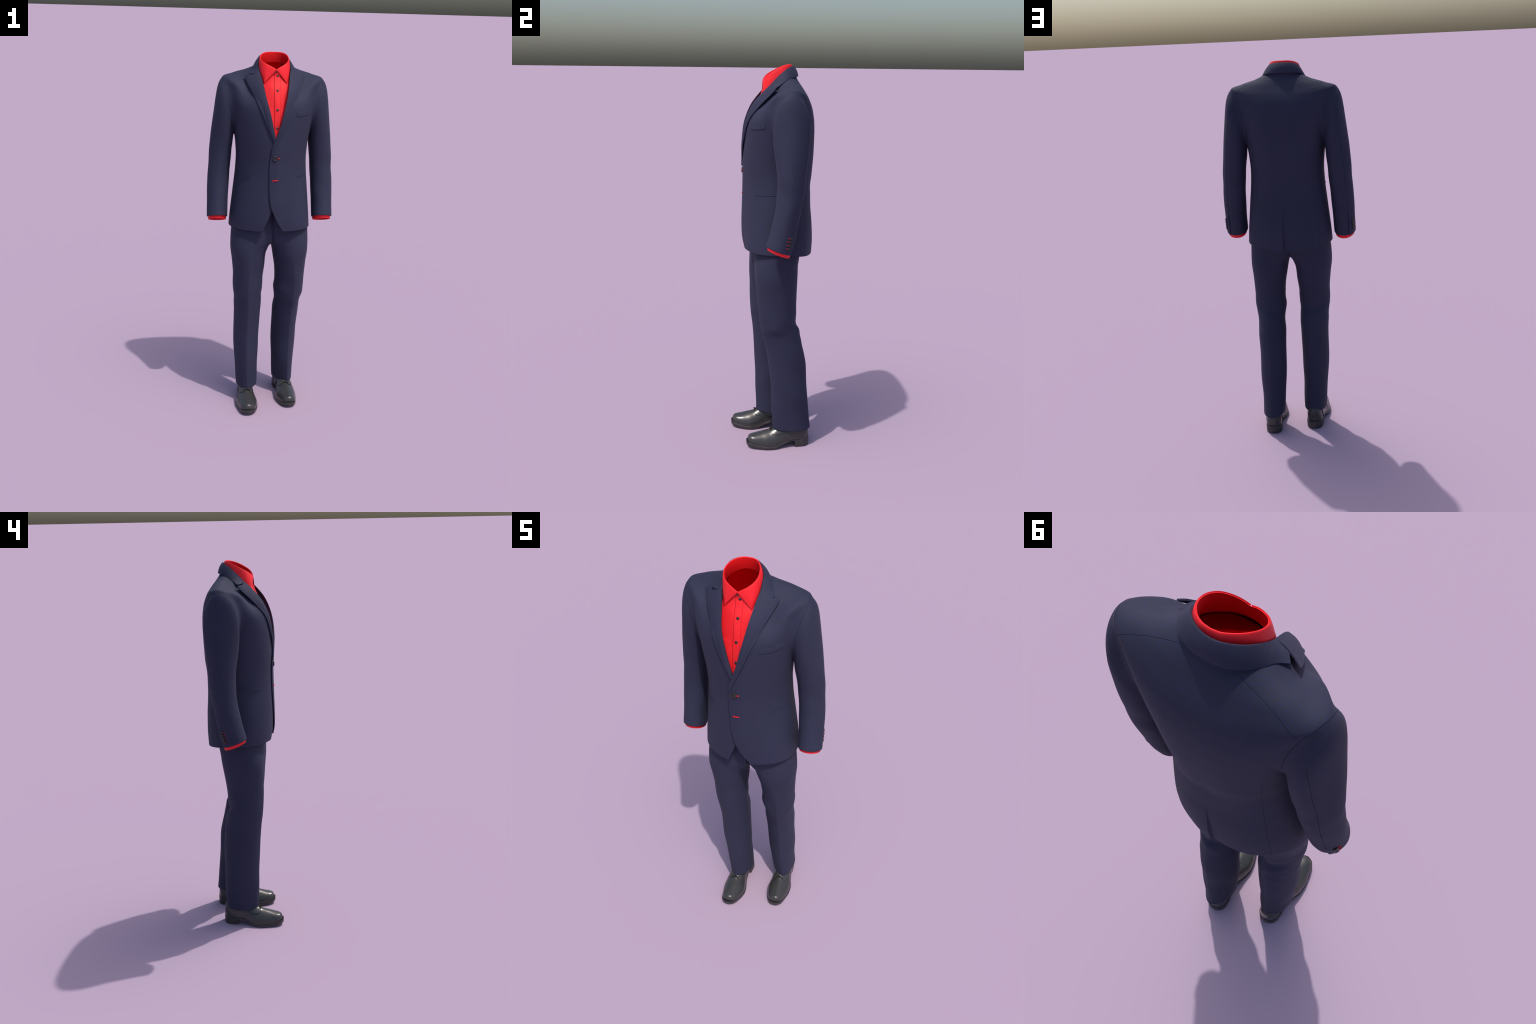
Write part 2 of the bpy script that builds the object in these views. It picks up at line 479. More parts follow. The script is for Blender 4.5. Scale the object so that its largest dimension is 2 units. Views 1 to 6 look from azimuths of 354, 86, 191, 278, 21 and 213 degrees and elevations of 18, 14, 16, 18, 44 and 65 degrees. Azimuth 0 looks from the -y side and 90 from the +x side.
def lapel(side):
    # roll line (fold edge) and outer edge, from the button up
    if side > 0:
        roll = [(-.024, -.1545, 1.497), (-.015, -.1560, 1.542), (0, -.157, 1.585), (.0195, -.1545, 1.639), (.037, -.147, 1.708),
                (.051, -.131, 1.762), (.063, -.102, 1.819), (.070, -.072, 1.854), (.076, -.039, 1.887), (.082, -.014, 1.911)]
        outer = [(-.020, 1.497), (-.008, 1.520), (.018, 1.573), (.051, 1.648), (.087, 1.729), (.118, 1.797), (.143, 1.846), (.1575, 1.874), (.162, 1.889)]
        notch = (.1235, -.017, 1.888)
        peak = (.162, .001, 1.889)
    else:
        roll = [(.008, -.150, 1.525), (.002, -.152, 1.555), (-.002, -.154, 1.585), (-.0145, -.152, 1.639), (-.034, -.144, 1.722),
                (-.047, -.129, 1.766), (-.056, -.110, 1.805), (-.064, -.080, 1.845), (-.072, -.052, 1.876), (-.079, -.020, 1.905)]
        outer = [(.010, 1.525), (-.010, 1.560), (-.024, 1.594), (-.044, 1.638), (-.066, 1.690), (-.096, 1.757), (-.1245, 1.813), (-.145, 1.852), (-.158, 1.887)]
        notch = (-.118, -.014, 1.891)
        peak = (-.1575, -.000, 1.889)
    nt, ns = 90, 34
    A = smooth_path(roll, nt)
    o = smooth_path([(x, 0, z) for x, z in outer], nt)
    s = np.linspace(0, 1, ns)
    P = np.zeros((nt, ns, 3))
    for i in range(nt):
        tt = i/(nt - 1)
        a = A[i]; bx, bz = o[i, 0], o[i, 2]
        up = max(0.0, (tt - .80)/.20)
        for j in range(ns):
            x = a[0] + (bx - a[0])*s[j]; z = a[2] + (bz - a[2])*s[j]
            # the top edge dips to the notch
            dip = up**2*(.0055*math.exp(-((s[j] - .50)/.22)**2))
            z -= dip
            base = edge_depth(bz)
            w = s[j]
            y = a[1]*(1 - w) + base*w - (.004 + .004*tt)*math.sin(PI*w)*min(1.0, tt*4)
            if side > 0:
                y -= .005*float(sstep(.075 - x, 0, .07))*float(sstep(1.62 - z, 0, .12))*w
            cloth = front_y(x, z)
            if cloth is not None:
                over = .0055*float(sstep(.075 - x, 0, .07))*float(sstep(1.62 - z, 0, .12)) if side > 0 else 0.0
                y = min(y, cloth - over - .0004 - .0018*min(1.0, tt*6) - .0058*min(1.0, tt*3)*w)
            if side < 0:      # tucks under the other front
                y += .008*float(sstep(1.572 - z, 0, .035))
            P[i, j] = (x, y, z)
    # settle the peak at its height
    for i in range(nt):
        w = max(0.0, (i/(nt - 1) - .86)/.14)**1.5
        for j in range(ns):
            P[i, j, 1] += (peak[1] - P[-1, -1, 1])*w*s[j]**2 if not (i == nt-1 and j == ns-1) else 0
    P[-1, -1] = peak
    # the cloth turns under along the roll line and runs back to the front edge
    turn = []
    for dx, dy in ((.012, .016), (.007, .0125), (.0025, .0075), (.0005, .003)):
        turn.append(P[:, 0] + np.array((side*dx, dy, 0)))
    P = np.concatenate([np.stack(turn, 1), P], 1)
    return grid("lapel", P, CLOTH, jacket, flip=(side < 0), thick=.0045, offset=-1, bevel=.0012)

lapel(1); lapel(-1)

# ------------------------------------------------------------------- collar
def jacket_collar():
    top = [(-.081, -.024, 1.899), (-.084, -.004, 1.921), (-.0865, .020, 1.945), (-.083, .048, 1.969), (-.072, .068, 1.981), (-.048, .088, 1.989),
           (-.018, .0985, 1.991), (.010, .0985, 1.991), (.044, .086, 1.989), (.069, .064, 1.980), (.082, .044, 1.966), (.0855, .018, 1.944),
           (.086, -.004, 1.921), (.083, -.024, 1.899)]
    bot = [(-.135, .007, 1.891), (-.117, .030, 1.907), (-.108, .058, 1.925), (-.094, .084, 1.936), (-.072, .104, 1.941), (-.043, .116, 1.942),
           (-.015, .120, 1.942), (.012, .120, 1.942), (.042, .115, 1.942), (.071, .103, 1.940), (.092, .082, 1.935), (.109, .058, 1.925),
           (.121, .032, 1.907), (.139, .005, 1.889)]
    n, m = 120, 16
    T, B = smooth_path(top, n), smooth_path(bot, n)
    rows = []
    v = np.linspace(0, 1, m)
    for i in range(n):
        u = i/(n - 1)
        e = abs(2*u - 1)
        # the fold rolls over the top edge: a lip going down inside, then the fall
        c = np.array([0.0, .03, T[i, 2]])
        out = (T[i] - c); out[2] = 0; out /= np.linalg.norm(out)
        inner = [T[i] - out*.004 + np.array([0, 0, -.030 + .02*e]), T[i] - out*.004 + np.array([0, 0, -.012 + .008*e]), T[i] - out*.0035 + np.array([0, 0, -.003])]
        fall = []
        for w in v:
            p = T[i]*(1 - w) + B[i]*w
            p = p + out*.004*math.sin(PI*w)*(1 - .6*e) + np.array([0, 0, .002*math.sin(PI*w)])
            # gorge end leans towards the notch of the lapel
            fall.append(p)
        rows.append(inner + fall)
    P = np.array(rows)
    # front ends: pull the end row to the gorge line (roll -> notch -> collar corner)
    for end, g in ((0, ((-.080, -.022, 1.902), (-.118, -.013, 1.893), (-.135, .007, 1.891))), (-1, ((.083, -.016, 1.909), (.1235, -.016, 1.890), (.139, .005, 1.889)))):
        line = smooth_path(g, m)
        seg = np.linspace(0, 1, m)[:, None]
        g = np.array(g)
        line = np.where(seg < .7, g[0] + (g[1] - g[0])*seg/.7, g[1] + (g[2] - g[1])*(seg - .7)/.3)
        for q in range(12):
            w = (1 - q/12)**2
            i = q if end == 0 else n - 1 - q
            P[i, 3:] += (line - P[end, 3:])*w if q else 0
        P[end, 3:] = line
    return grid("collar", P, CLOTH, jacket, flip=False, thick=.003, offset=0, bevel=.001)

jcollar = jacket_collar()

# ------------------------------------------------------- seams and pockets
def body_path(pts, n, off, fn=on_jacket):
    return np.array([fn(p, off) for p in smooth_path(pts, n)])

tube("shoulder_seam", body_path([(.072, .104, 1.921), (.15, .113, 1.893), (.232, .125, 1.853)], 40, -.0001), .0005, SEAM, jacket)
tube("shoulder_seam", body_path([(-.078, .104, 1.921), (-.15, .114, 1.893), (-.232, .128, 1.849)], 40, -.0001), .0005, SEAM, jacket)
for sd in (1, -1):
    tube("side_seam", body_path([(sd*.168, .17, 1.60), (sd*.158, .16, 1.46), (sd*.162, .16, 1.33), (sd*.172, .16, 1.18), (sd*.178, .155, 1.06)], 70, -.0003), .0006, SEAM, jacket)

def on_shoulder(p, side):
    c = Vector((side*.205, .065, 1.74)); d = Vector(p) - c; d.normalize()
    best = None
    for bv in (JACKET_BODY, sleeves[side][1]):
        o = c + d*.40
        h = bv.ray_cast(o, -d)
        if h[0] is not None:
            dist = (h[0] - c).length
            if best is None or dist > best:
                best = dist
    return np.array(c + d*(best + .0001)) if best else np.array(p)

for sd in (1, -1):
    ring = [(.222, -.020, 1.69), (.235, -.020, 1.74), (.247, -.012, 1.79), (.257, .010, 1.825), (.262, .040, 1.852), (.260, .070, 1.861), (.251, .100, 1.861),
            (.238, .131, 1.85), (.225, .154, 1.82), (.214, .166, 1.78), (.205, .170, 1.72), (.198, .168, 1.67)]
    tube("armhole_seam", [on_shoulder((sd*x, y, z), sd) for x, y, z in smooth_path(ring, 90)], .0005, SEAM, jacket)

def strip_on_body(name, lower, upper, mat, off, thick, parent, n=30, m=6):
    lo, hi = smooth_path(lower, n), smooth_path(upper, n)
    P = np.zeros((n, m, 3))
    for i in range(n):
        for j in range(m):
            w = j/(m - 1)
            P[i, j] = on_jacket(lo[i]*(1 - w) + hi[i]*w, off)
    return grid(name, P, mat, parent, flip=True, thick=thick, offset=-1, bevel=.0006)

strip_on_body("breast_pocket", [(.112, -.125, 1.690), (.155, -.10, 1.690), (.199, -.055, 1.696)],
              [(.110, -.125, 1.713), (.154, -.10, 1.713), (.199, -.055, 1.719)], CLOTH, .0018, .0026, jacket)
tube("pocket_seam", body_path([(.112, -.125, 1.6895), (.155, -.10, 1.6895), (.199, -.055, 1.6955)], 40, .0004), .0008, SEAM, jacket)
for sd in (1, -1):
    strip_on_body("hip_pocket", [(sd*.127, -.098, 1.368), (sd*.165, -.06, 1.369), (sd*.194, -.001, 1.372)],
                  [(sd*.127, -.098, 1.374), (sd*.165, -.06, 1.375), (sd*.194, -.001, 1.378)], CLOTH, .0016, .0022, jacket, m=4)

# sleeve back seams and vents
for sd in (1, -1):
    pts = [on_sleeve(sd, t, VENT_PH, .0001)[0] for t in np.linspace(4, NS - 1.02, 90)]
    tube("sleeve_seam", pts, .0005, SEAM, sleeves[sd][2])
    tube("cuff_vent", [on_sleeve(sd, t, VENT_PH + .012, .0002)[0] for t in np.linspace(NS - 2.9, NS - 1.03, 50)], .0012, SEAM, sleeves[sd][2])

# ------------------------------------------------------------------ buttons
def disc(name, c, n, r, h, mat, parent, rim=True, holes=False):
    """turned button: domed rim and dished middle"""
    n = Vector(n).normalized(); c = Vector(c)
    u = n.orthogonal().normalized(); v = n.cross(u)
    prof = [(0, .62), (.45, .62), (.62, .72), (.74, 1.0), (.88, 1.0), (.97, .8), (1.0, .5), (.96, .1), (.8, 0)] if rim else \
           [(0, 1), (.5, 1), (.8, .92), (1, .6), (1, .2), (.85, 0)]
    seg = 28; V = [c + n*h*prof[0][1]]; F = []
    for pr, ph in prof[1:]:
        for q in range(seg):
            a = 2*PI*q/seg
            V.append(c + (u*math.cos(a) + v*math.sin(a))*r*pr + n*h*ph)
    for q in range(seg):
        F.append((0, 1 + q, 1 + (q+1) % seg))
    for i in range(len(prof) - 2):
        for q in range(seg):
            a = 1 + i*seg + q; b = 1 + i*seg + (q+1) % seg
            F.append((a, a + seg, b + seg, b))
    F.append(tuple(range(len(V) - seg, len(V))))
    return make_mesh(name, np.array([tuple(x) for x in V]), F, mat, parent)

# the jacket button, its thread and the buttonholes
jy = front_y(0, 1.477)
def fr(x, z, off):
    hit = JACKET_BODY.ray_cast(Vector((x, -1, z)), Vector((0, 1, 0)))
    return np.array((x, hit[0].y - off, z))
bt = disc("button", fr(0, 1.477, .0003), (0.0, -1, .03), .0138, .0045, HORN, jacket)
for hx, hz in ((-.003, .003), (.003, .003), (-.003, -.003), (.003, -.003)):
    p = np.array(bt.data.vertices[0].co) + np.array((hx, -.0004, hz))
    disc("button_hole_disc", p, (0.03, -1, .03), .0013, .0006, WELT, bt, rim=False)  # dark discs laid on the button for its holes, nothing is pierced

def stitch_bar(name, pts, r, parent):
    return tube(name, pts, r, THREAD, parent, 8)
stitch_bar("buttonhole", [fr(x, 1.4775, .0005) for x in np.linspace(.010, .0215, 8)], .0030, jacket)
# lower buttonhole: keyhole shape
eye = [fr(-.0075 + .0045*math.cos(a), 1.360 + .0034*math.sin(a), .0004) for a in np.linspace(.5, 2*PI - .5, 22)]
stitch_bar("buttonhole", eye, .0014, jacket)
stitch_bar("buttonhole", [fr(x, 1.3602 + .0004*(x > 0), .0004) for x in np.linspace(-.003, .0178, 14)], .0029, jacket)

# four kissing buttons on each cuff
for sd in (1, -1):
    for i in range(4):
        t = NS - 1 - .42 - i*.240
        p, n = on_sleeve(sd, t, VENT_PH - .40, .0005)
        disc("sleeve_button", p, n, .0082, .0045, HORN, sleeves[sd][2])
        q = [on_sleeve(sd, t, VENT_PH - .40 - d, .0004)[0] for d in np.linspace(.14, .245, 6)]
        stitch_bar("sleeve_buttonhole", q, .0020, sleeves[sd][2])

# =================================================================== SHIRT
#        a     yf     yb    yc   z
SR = [(.150, -.110, .150, .03, 1.20),
      (.160, -.128, .165, .035, 1.45),
      (.168, -.133, .178, .04, 1.55),
      (.176, -.127, .182, .04, 1.64),
      (.180, -.108, .180, .045, 1.722),
      (.165, -.088, .155, .05, 1.790),
      (.138, -.074, .130, .05, 1.830),
      (.106, -.0595, .106, .040, 1.862),
      (.085, -.0495, .094, .030, 1.888)]
srf = [pchip(range(len(SR)), [r[i] for r in SR]) for i in range(5)]
def shirt_pt(th, k):
    a, yf, yb, yc, z = [f(k) for f in srf]
    c, s = np.cos(th), np.sin(th)
    e = 2/(2.0 + .25*(k < 4))
    x = .002 + a*np.sign(c)*np.abs(c)**e
    y = np.where(s < 0, yc + (yf - yc)*np.abs(s)**e, yc + (yb - yc)*np.abs(s)**e)
    return np.stack([x, y, z + 0*th], -1)
kk = np.linspace(0, len(SR) - 1, 130); tt = np.linspace(0, 2*PI, 200, endpoint=False)
K, TT = np.meshgrid(kk, tt, indexing='ij')
SP = shirt_pt(TT, K)
# collar stand: the neck rises to the sloping fold line of the collar
def fold_line(sd):
    return [(.003, .086, 2.0), (.003 + sd*.022, .083, 2.0), (.003 + sd*.041, .073, 1.9985), (.001 + sd*.063, .050, 1.992), (-.001 + sd*.0745, .021, 1.980),
            (-.001 + sd*.0735, -.006, 1.966), (.000 + sd*.062, -.027, 1.954), (.002 + sd*.040, -.043, 1.941), (.003 + sd*.018, -.0515, 1.930), (.003 + sd*.002, -.0545, 1.921)]
_f = np.concatenate([smooth_path(fold_line(1), 200), smooth_path(fold_line(-1), 200)])
_a = np.arctan2(_f[:, 1] - .022, _f[:, 0] - .002); _o = np.argsort(_a); _a, _f = _a[_o], _f[_o]
_a = np.r_[_a[-1] - 2*PI, _a, _a[0] + 2*PI]; _f = np.concatenate([_f[-1:], _f, _f[:1]])
base = SP[-1]
ang = np.arctan2(base[:, 1] - .022, base[:, 0] - .002)
rim = np.stack([np.interp(ang, _a, _f[:, q]) for q in range(3)], -1)
rin = np.array((.002, .022, 0)) + (rim - np.array((.002, .022, 0)))*np.array((.972, .968, 1)); rin[:, 2] -= .0006
stand = np.array([base + (rin - base)*np.array((sstep(w, 0, .9), sstep(w, 0, .9), w)) for w in np.linspace(0, 1, 40)[1:]])
SP = np.concatenate([SP, stand])
# light pulls in the cotton below the collar and beside the placket
nn = grid_normals(SP, True)
pull = .0016*np.sin(SP[..., 0]*75 + SP[..., 2]*22)*gauss(SP[..., 0], .07)*(SP[..., 1] < 0)*sstep(1.87 - SP[..., 2], 0, .05)
SP[..., 1] -= pull
shirt = grid("shirt", SP, [SHIRT, SHIRT_IN], suit, closed=True, thick=.0015, offset=-1, inner=1)
SHIRT_BVH = bvh_of(SP, True)
# added floor below the collar stand, so the neck reads deep red, not black
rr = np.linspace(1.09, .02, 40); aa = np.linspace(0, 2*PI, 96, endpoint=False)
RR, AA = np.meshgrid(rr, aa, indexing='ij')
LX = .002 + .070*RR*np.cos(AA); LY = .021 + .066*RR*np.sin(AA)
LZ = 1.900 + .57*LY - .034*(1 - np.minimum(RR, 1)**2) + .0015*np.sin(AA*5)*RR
grid("neck_floor", np.stack([LX, LY, LZ], -1), DEEP_RED, shirt, closed=True)
def shirt_front(x, z, off=0.0):
    hit = SHIRT_BVH.ray_cast(Vector((x, -1, z)), Vector((0, 1, 0)))
    return np.array((x, (hit[0].y if hit[0] is not None else -.05) - off, z))

# placket with its stitched edge
n, m = 110, 8
P = np.array([[shirt_front(x, z, .0022) for x in np.linspace(-.0065, .0245, m)] for z in np.linspace(1.40, 1.905, n)])
placket = grid("placket", P, SHIRT, shirt, flip=False, thick=.003, offset=-1, bevel=.0006)
tube("placket_stitching", [shirt_front(.0240, z, .0021) for z in np.linspace(1.40, 1.895, 80)], .0004, SHIRT_SEAM, placket)
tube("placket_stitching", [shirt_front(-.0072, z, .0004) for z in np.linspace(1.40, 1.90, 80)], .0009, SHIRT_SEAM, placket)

for x, z in ((.011, 1.889), (.0085, 1.817), (.008, 1.722), (.008, 1.632)):
    disc("shirt_button", shirt_front(x, z, .002), (0.05, -1, .42), .0062, .0022, SMALL, placket, rim=False)
    if z < 1.88:
        tube("shirt_buttonhole", [shirt_front(xx, z - .0003, .0024) for xx in np.linspace(x + .006, x + .0115, 5)], .0011, SHIRT_SEAM, placket)
disc("shirt_button", shirt_front(.0025, 1.9075, .002), (0.05, -1, .2), .0045, .0018, SMALL, placket, rim=False)

# collar: stand inside, fold, and the fall ending in two points
def shirt_collar():
    def half(sd):
        # fold line from centre back to the front, and the fall's lower edge
        fold = fold_line(sd)
        low = [(.003, .0935, 1.962), (.003 + sd*.027, .090, 1.960), (.003 + sd*.048, .079, 1.957), (.001 + sd*.071, .056, 1.947), (.000 + sd*.081, .028, 1.927),
               (.000 + sd*.0785, .002, 1.906), (.000 + sd*.0725, -.026, 1.881), (.001 + sd*.0595, -.0545, 1.8500), (.001 + sd*.030, -.0545, 1.886), (.003 + sd*.002, -.0560, 1.919)]
        return fold, low
    obs = []
    for sd in (1, -1):
        fold, low = half(sd)
        n, m = 110, 14
        F = smooth_path(fold, n)
        # lower edge keeps its sharp point
        back = smooth_path(low[:8], 84); frontp = np.array([low[7]])*(1 - np.linspace(0, 1, 28)[1:, None]) + np.array(low[9])*np.linspace(0, 1, 28)[1:, None]
        d = np.concatenate([np.linspace(0, .80, 84), np.linspace(.80, 1, 28)[1:]])
        Lp = np.concatenate([back, frontp]); nL = len(Lp)
        q = d
        F = smooth_path(fold, 400)
        fi = np.clip((np.interp(q, [0, .80, 1], [0, .80, 1])*399).astype(int), 0, 399)
        F = F[fi]
        rows = []
        for i in range(nL):
            f = F[i]; l = Lp[i]
            c = np.array([.002, .02, f[2]]); out = f - c; out[2] = 0; out /= np.linalg.norm(out)
            st = [f - out*.0014 + np.array((0, 0, -.006)), f - out*.0013 + np.array((0, 0, -.003)), f - out*.0010 + np.array((0, 0, -.0006)), f - out*.0004 + np.array((0, 0, .0004))]
            fl = []
            for w in np.linspace(.04, 1, m):
                p = f*(1 - w) + l*w + out*.0025*math.sin(PI*w)**.8*(1 if q[i] < .8 else (1 - (q[i]-.8)/.2))
                fl.append(p)
            rows.append(st + fl)
        P = np.array(rows)
        # keep the fall clear of the shirt front
        for i in range(P.shape[0]):
            for j in range(4, P.shape[1]):
                x, y, z = P[i, j]
                if y < .0 and z < 1.9 and abs(x) < .064:
                    s = shirt_front(x, z)[1]
                    if y > s - .004:
                        P[i, j, 1] = s - .004
        obs.append(grid("shirt_collar", P, SHIRT, shirt, flip=(sd > 0), thick=.0018, offset=0, bevel=.0004))
    return obs
shirt_collar()

# cuffs showing under the sleeves
for sd in (1, -1):
    t = np.linspace(NS - 2.2, NS - 1, 24); ph = np.linspace(-PI, PI, 120, endpoint=False)
    T, PH = np.meshgrid(t, ph, indexing='ij')
    P = sleeve_point(sd, T, PH)
    c = P.mean(1, keepdims=True)
    P = c + (P - c)*np.array([.875, .90, 1.0])
    drop = np.linspace(0, 1, 24)[:, None]
    P[..., 2] -= .0165*drop
    P[..., 1] += -.001
    grid("cuff", P, SHIRT, shirt, closed=True, flip=(sd < 0), thick=.004, offset=-1, bevel=.001)

# ================================================================ TROUSERS
MIDX = .006
LEGS = {
    -1: dict(
        xo=tab((.09, -.1665), (.17, -.173), (.30, -.182), (.44, -.189), (.54, -.188), (.642, -.190), (.716, -.199), (.781, -.1985), (.878, -.206), (.966, -.216), (1.06, -.212), (1.12, -.197), (1.34, -.165)),
        xi=tab((.09, -.0445), (.17, -.0435), (.263, -.0445), (.385, -.0435), (.488, -.0395), (.58, -.0365), (.673, -.0355), (.714, -.0315), (.77, -.032), (.82, -.0275), (.893, -.0215), (.925, -.0165), (.945, -.0095), (.968, .001), (1.0, .035), (1.06, .085), (1.16, .11), (1.34, .11)),
        yf=tab((.09, -.0725), (.127, -.0705), (.246, -.0745), (.371, -.080), (.518, -.0865), (.598, -.093), (.677, -.1025), (.771, -.109), (.848, -.1105), (.94, -.113), (1.06, -.113), (1.14, -.104), (1.34, -.095)),
        yb=tab((.09, .117), (.236, .117), (.361, .118), (.493, .116), (.606, .106), (.67, .093), (.702, .082), (.757, .0885), (.788, .090), (.857, .098), (.941, .110), (1.008, .123), (1.064, .137), (1.34, .15))),
    1: dict(
        xo=tab((.09, .176), (.152, .176), (.293, .182), (.441, .184), (.527, .189), (.603, .191), (.636, .1945), (.67, .2), (.72, .2055), (.769, .2085), (.867, .213), (.947, .220), (1.06, .216), (1.12, .20), (1.34, .17)),
        xi=tab((.09, .0575), (.164, .052), (.297, .0445), (.444, .0405), (.555, .0405), (.622, .045), (.705, .0385), (.746, .0425), (.779, .0405), (.9, .0265), (.945, .018), (.968, .010), (1.0, -.02), (1.06, -.07), (1.16, -.10), (1.34, -.10)),
        yf=tab((.09, .008), (.155, .003), (.249, -.004), (.35, -.008), (.465, -.020), (.563, -.0355), (.66, -.061), (.749, -.075), (.85, -.084), (.944, -.0935), (1.06, -.098), (1.34, -.095)),
        yb=tab((.09, .211), (.171, .201), (.242, .194), (.36, .186), (.461, .179), (.525, .167), (.606, .147), (.658, .136), (.69, .1235), (.724, .123), (.797, .121), (.899, .124), (.992, .127), (1.062, .139), (1.34, .15)))}

def leg_pt(sd, ph, z):
    L = LEGS[sd]
    xo, xi, yf, yb = L['xo'](z), L['xi'](z), L['yf'](z), L['yb'](z)
    c, s = np.cos(ph), np.sin(ph)
    # creased front and back below the hip
    cre = sstep(1.0 - z, 0, .25)
    hip = sstep(z, 1.0, 1.07)
    nf = 2.15 - .15*cre - .15*hip; nb = 2.15 - .1*cre - .1*hip
    n = np.where(s < 0, nf, nb)
    ce = np.sign(c)*np.abs(c)**(2/n); se = np.abs(s)**(2/n)
    q = np.where(s < 0, .25, .14)*cre
    se = se*(1 - q) + q*(1 - np.abs(ce))
    x = (xo + xi)/2 + (xo - xi)/2*ce
    x = x + np.where(s < 0, (.022 if sd > 0 else -.003)*se**2*cre, 0)
    # the widest line sits nearer the front on top, follows the leg below
    yc = yf + (yb - yf)*.50
    y = np.where(s < 0, yc + (yf - yc)*se, yc + (yb - yc)*se)
    return np.stack([x, y, z + 0*ph], -1)

def build_leg(sd):
    z = np.concatenate([np.linspace(.097, 1.06, 300), np.linspace(1.065, 1.33, 30)])
    ph = np.linspace(0, 2*PI, 200, endpoint=False)
    Z, PH = np.meshgrid(z, ph, indexing='ij')
    P = leg_pt(sd, PH, Z)
    nrm = grid_normals(P, True)
    c = P.mean(1, keepdims=True)
    nrm *= np.sign((nrm*(P - c)).sum(-1).mean())
    out = np.cos(PH); back = np.sin(PH)
    # folds: diagonal drags behind and beside the knee, crotch pulls, hem break
    f = .0026*gauss(Z - .655 - .06*out, .026)*np.clip(back, 0, 1) - .0024*gauss(Z - .705 - .06*out, .026)*np.clip(back - .05, 0, 1)
    if sd > 0:
        f += .0055*gauss(Z - .675, .028)*gauss(np.arctan2(np.sin(PH + .55), np.cos(PH + .55)), .55)
    f += .0022*gauss(Z - .60 + .06*out, .024)*np.clip(.8*back + .2, 0, 1)
    f += .0019*np.sin(Z*40 + out*3.2 + sd)*gauss(Z - .68, .11)*(.2 + .8*np.abs(out))
    f += .0020*np.sin(Z*30 - out*3 + 2*sd)*gauss(Z - .85, .07)*np.clip(-out + .3, 0, 1)
    f += .0016*np.sin(Z*22 + PH*2)*gauss(Z - .30, .14)
    P = P + nrm*f[..., None]
    # a hem that kicks out a little and dips over the heel
    P[..., 2] += -.002*sstep(.16 - Z, 0, .06)*back
    # both legs meet on the centre seam
    over = .0006*sd
    if sd > 0:
        P[..., 0] = np.maximum(P[..., 0], MIDX - over - .0006*(Z > .96))
    else:
        P[..., 0] = np.minimum(P[..., 0], MIDX - over + .0006*(Z > .96))
    return P

trousers = bpy.data.objects.new("trousers", None)
bpy.context.scene.collection.objects.link(trousers); trousers.parent = suit
for sd in (1, -1):
    P = build_leg(sd)
    leg = grid("trouser_leg", P, CLOTH, trousers, closed=True, flip=(sd > 0), thick=.004, offset=-1)
    if sd > 0:
        tube("fly_seam", [(MIDX - .006, float(LEGS[-1]['yf'](z)) + .0012, z) for z in np.linspace(1.055, 1.2, 30)], .0006, SEAM, trousers)
    # hem stitching line
    ring = leg_pt(sd, np.linspace(0, 2*PI, 90), np.full(90, .125))

# =================================================================== SHOES
LEN = .340
HALF = LEN/2
w_out = tab((0, .043), (.03, .0445), (.06, .045), (.10, .046), (.15, .053), (.195, .0625), (.23, .0615), (.265, .0535), (.30, .0445), (.34, .038))
w_in = tab((0, .043), (.03, .0445), (.06, .044), (.10, .0405), (.145, .0435), (.19, .056), (.23, .0625), (.265, .0575), (.30, .047), (.34, .038))
top_h = tab((0, .118), (.10, .122), (.15, .118), (.175, .108), (.20, .0965), (.215, .0900), (.25, .0815), (.29, .0715), (.318, .0660), (.333, .0620), (.34, .059))
bot_z = tab((0, .034), (.085, .033), (.115, .029), (.15, .017), (.18, .0055), (.205, 0), (.25, .001), (.29, .006), (.32, .0115), (.34, .0165))
sole_t = tab((0, .0075), (.10, .0085), (.15, .0115), (.2, .0145), (.3, .0165), (.34, .0185))

def end_round(s):
    """1 along the foot, falling to 0 round the heel and the blunt toe"""
    h = np.clip(1 - s/.046, 0, 1); t = np.clip(1 - (LEN - s)/.050, 0, 1)
    return np.maximum(0, 1 - h**2.2)**(1/2.2)*np.maximum(0, 1 - t**2.5)**(1/2.5)

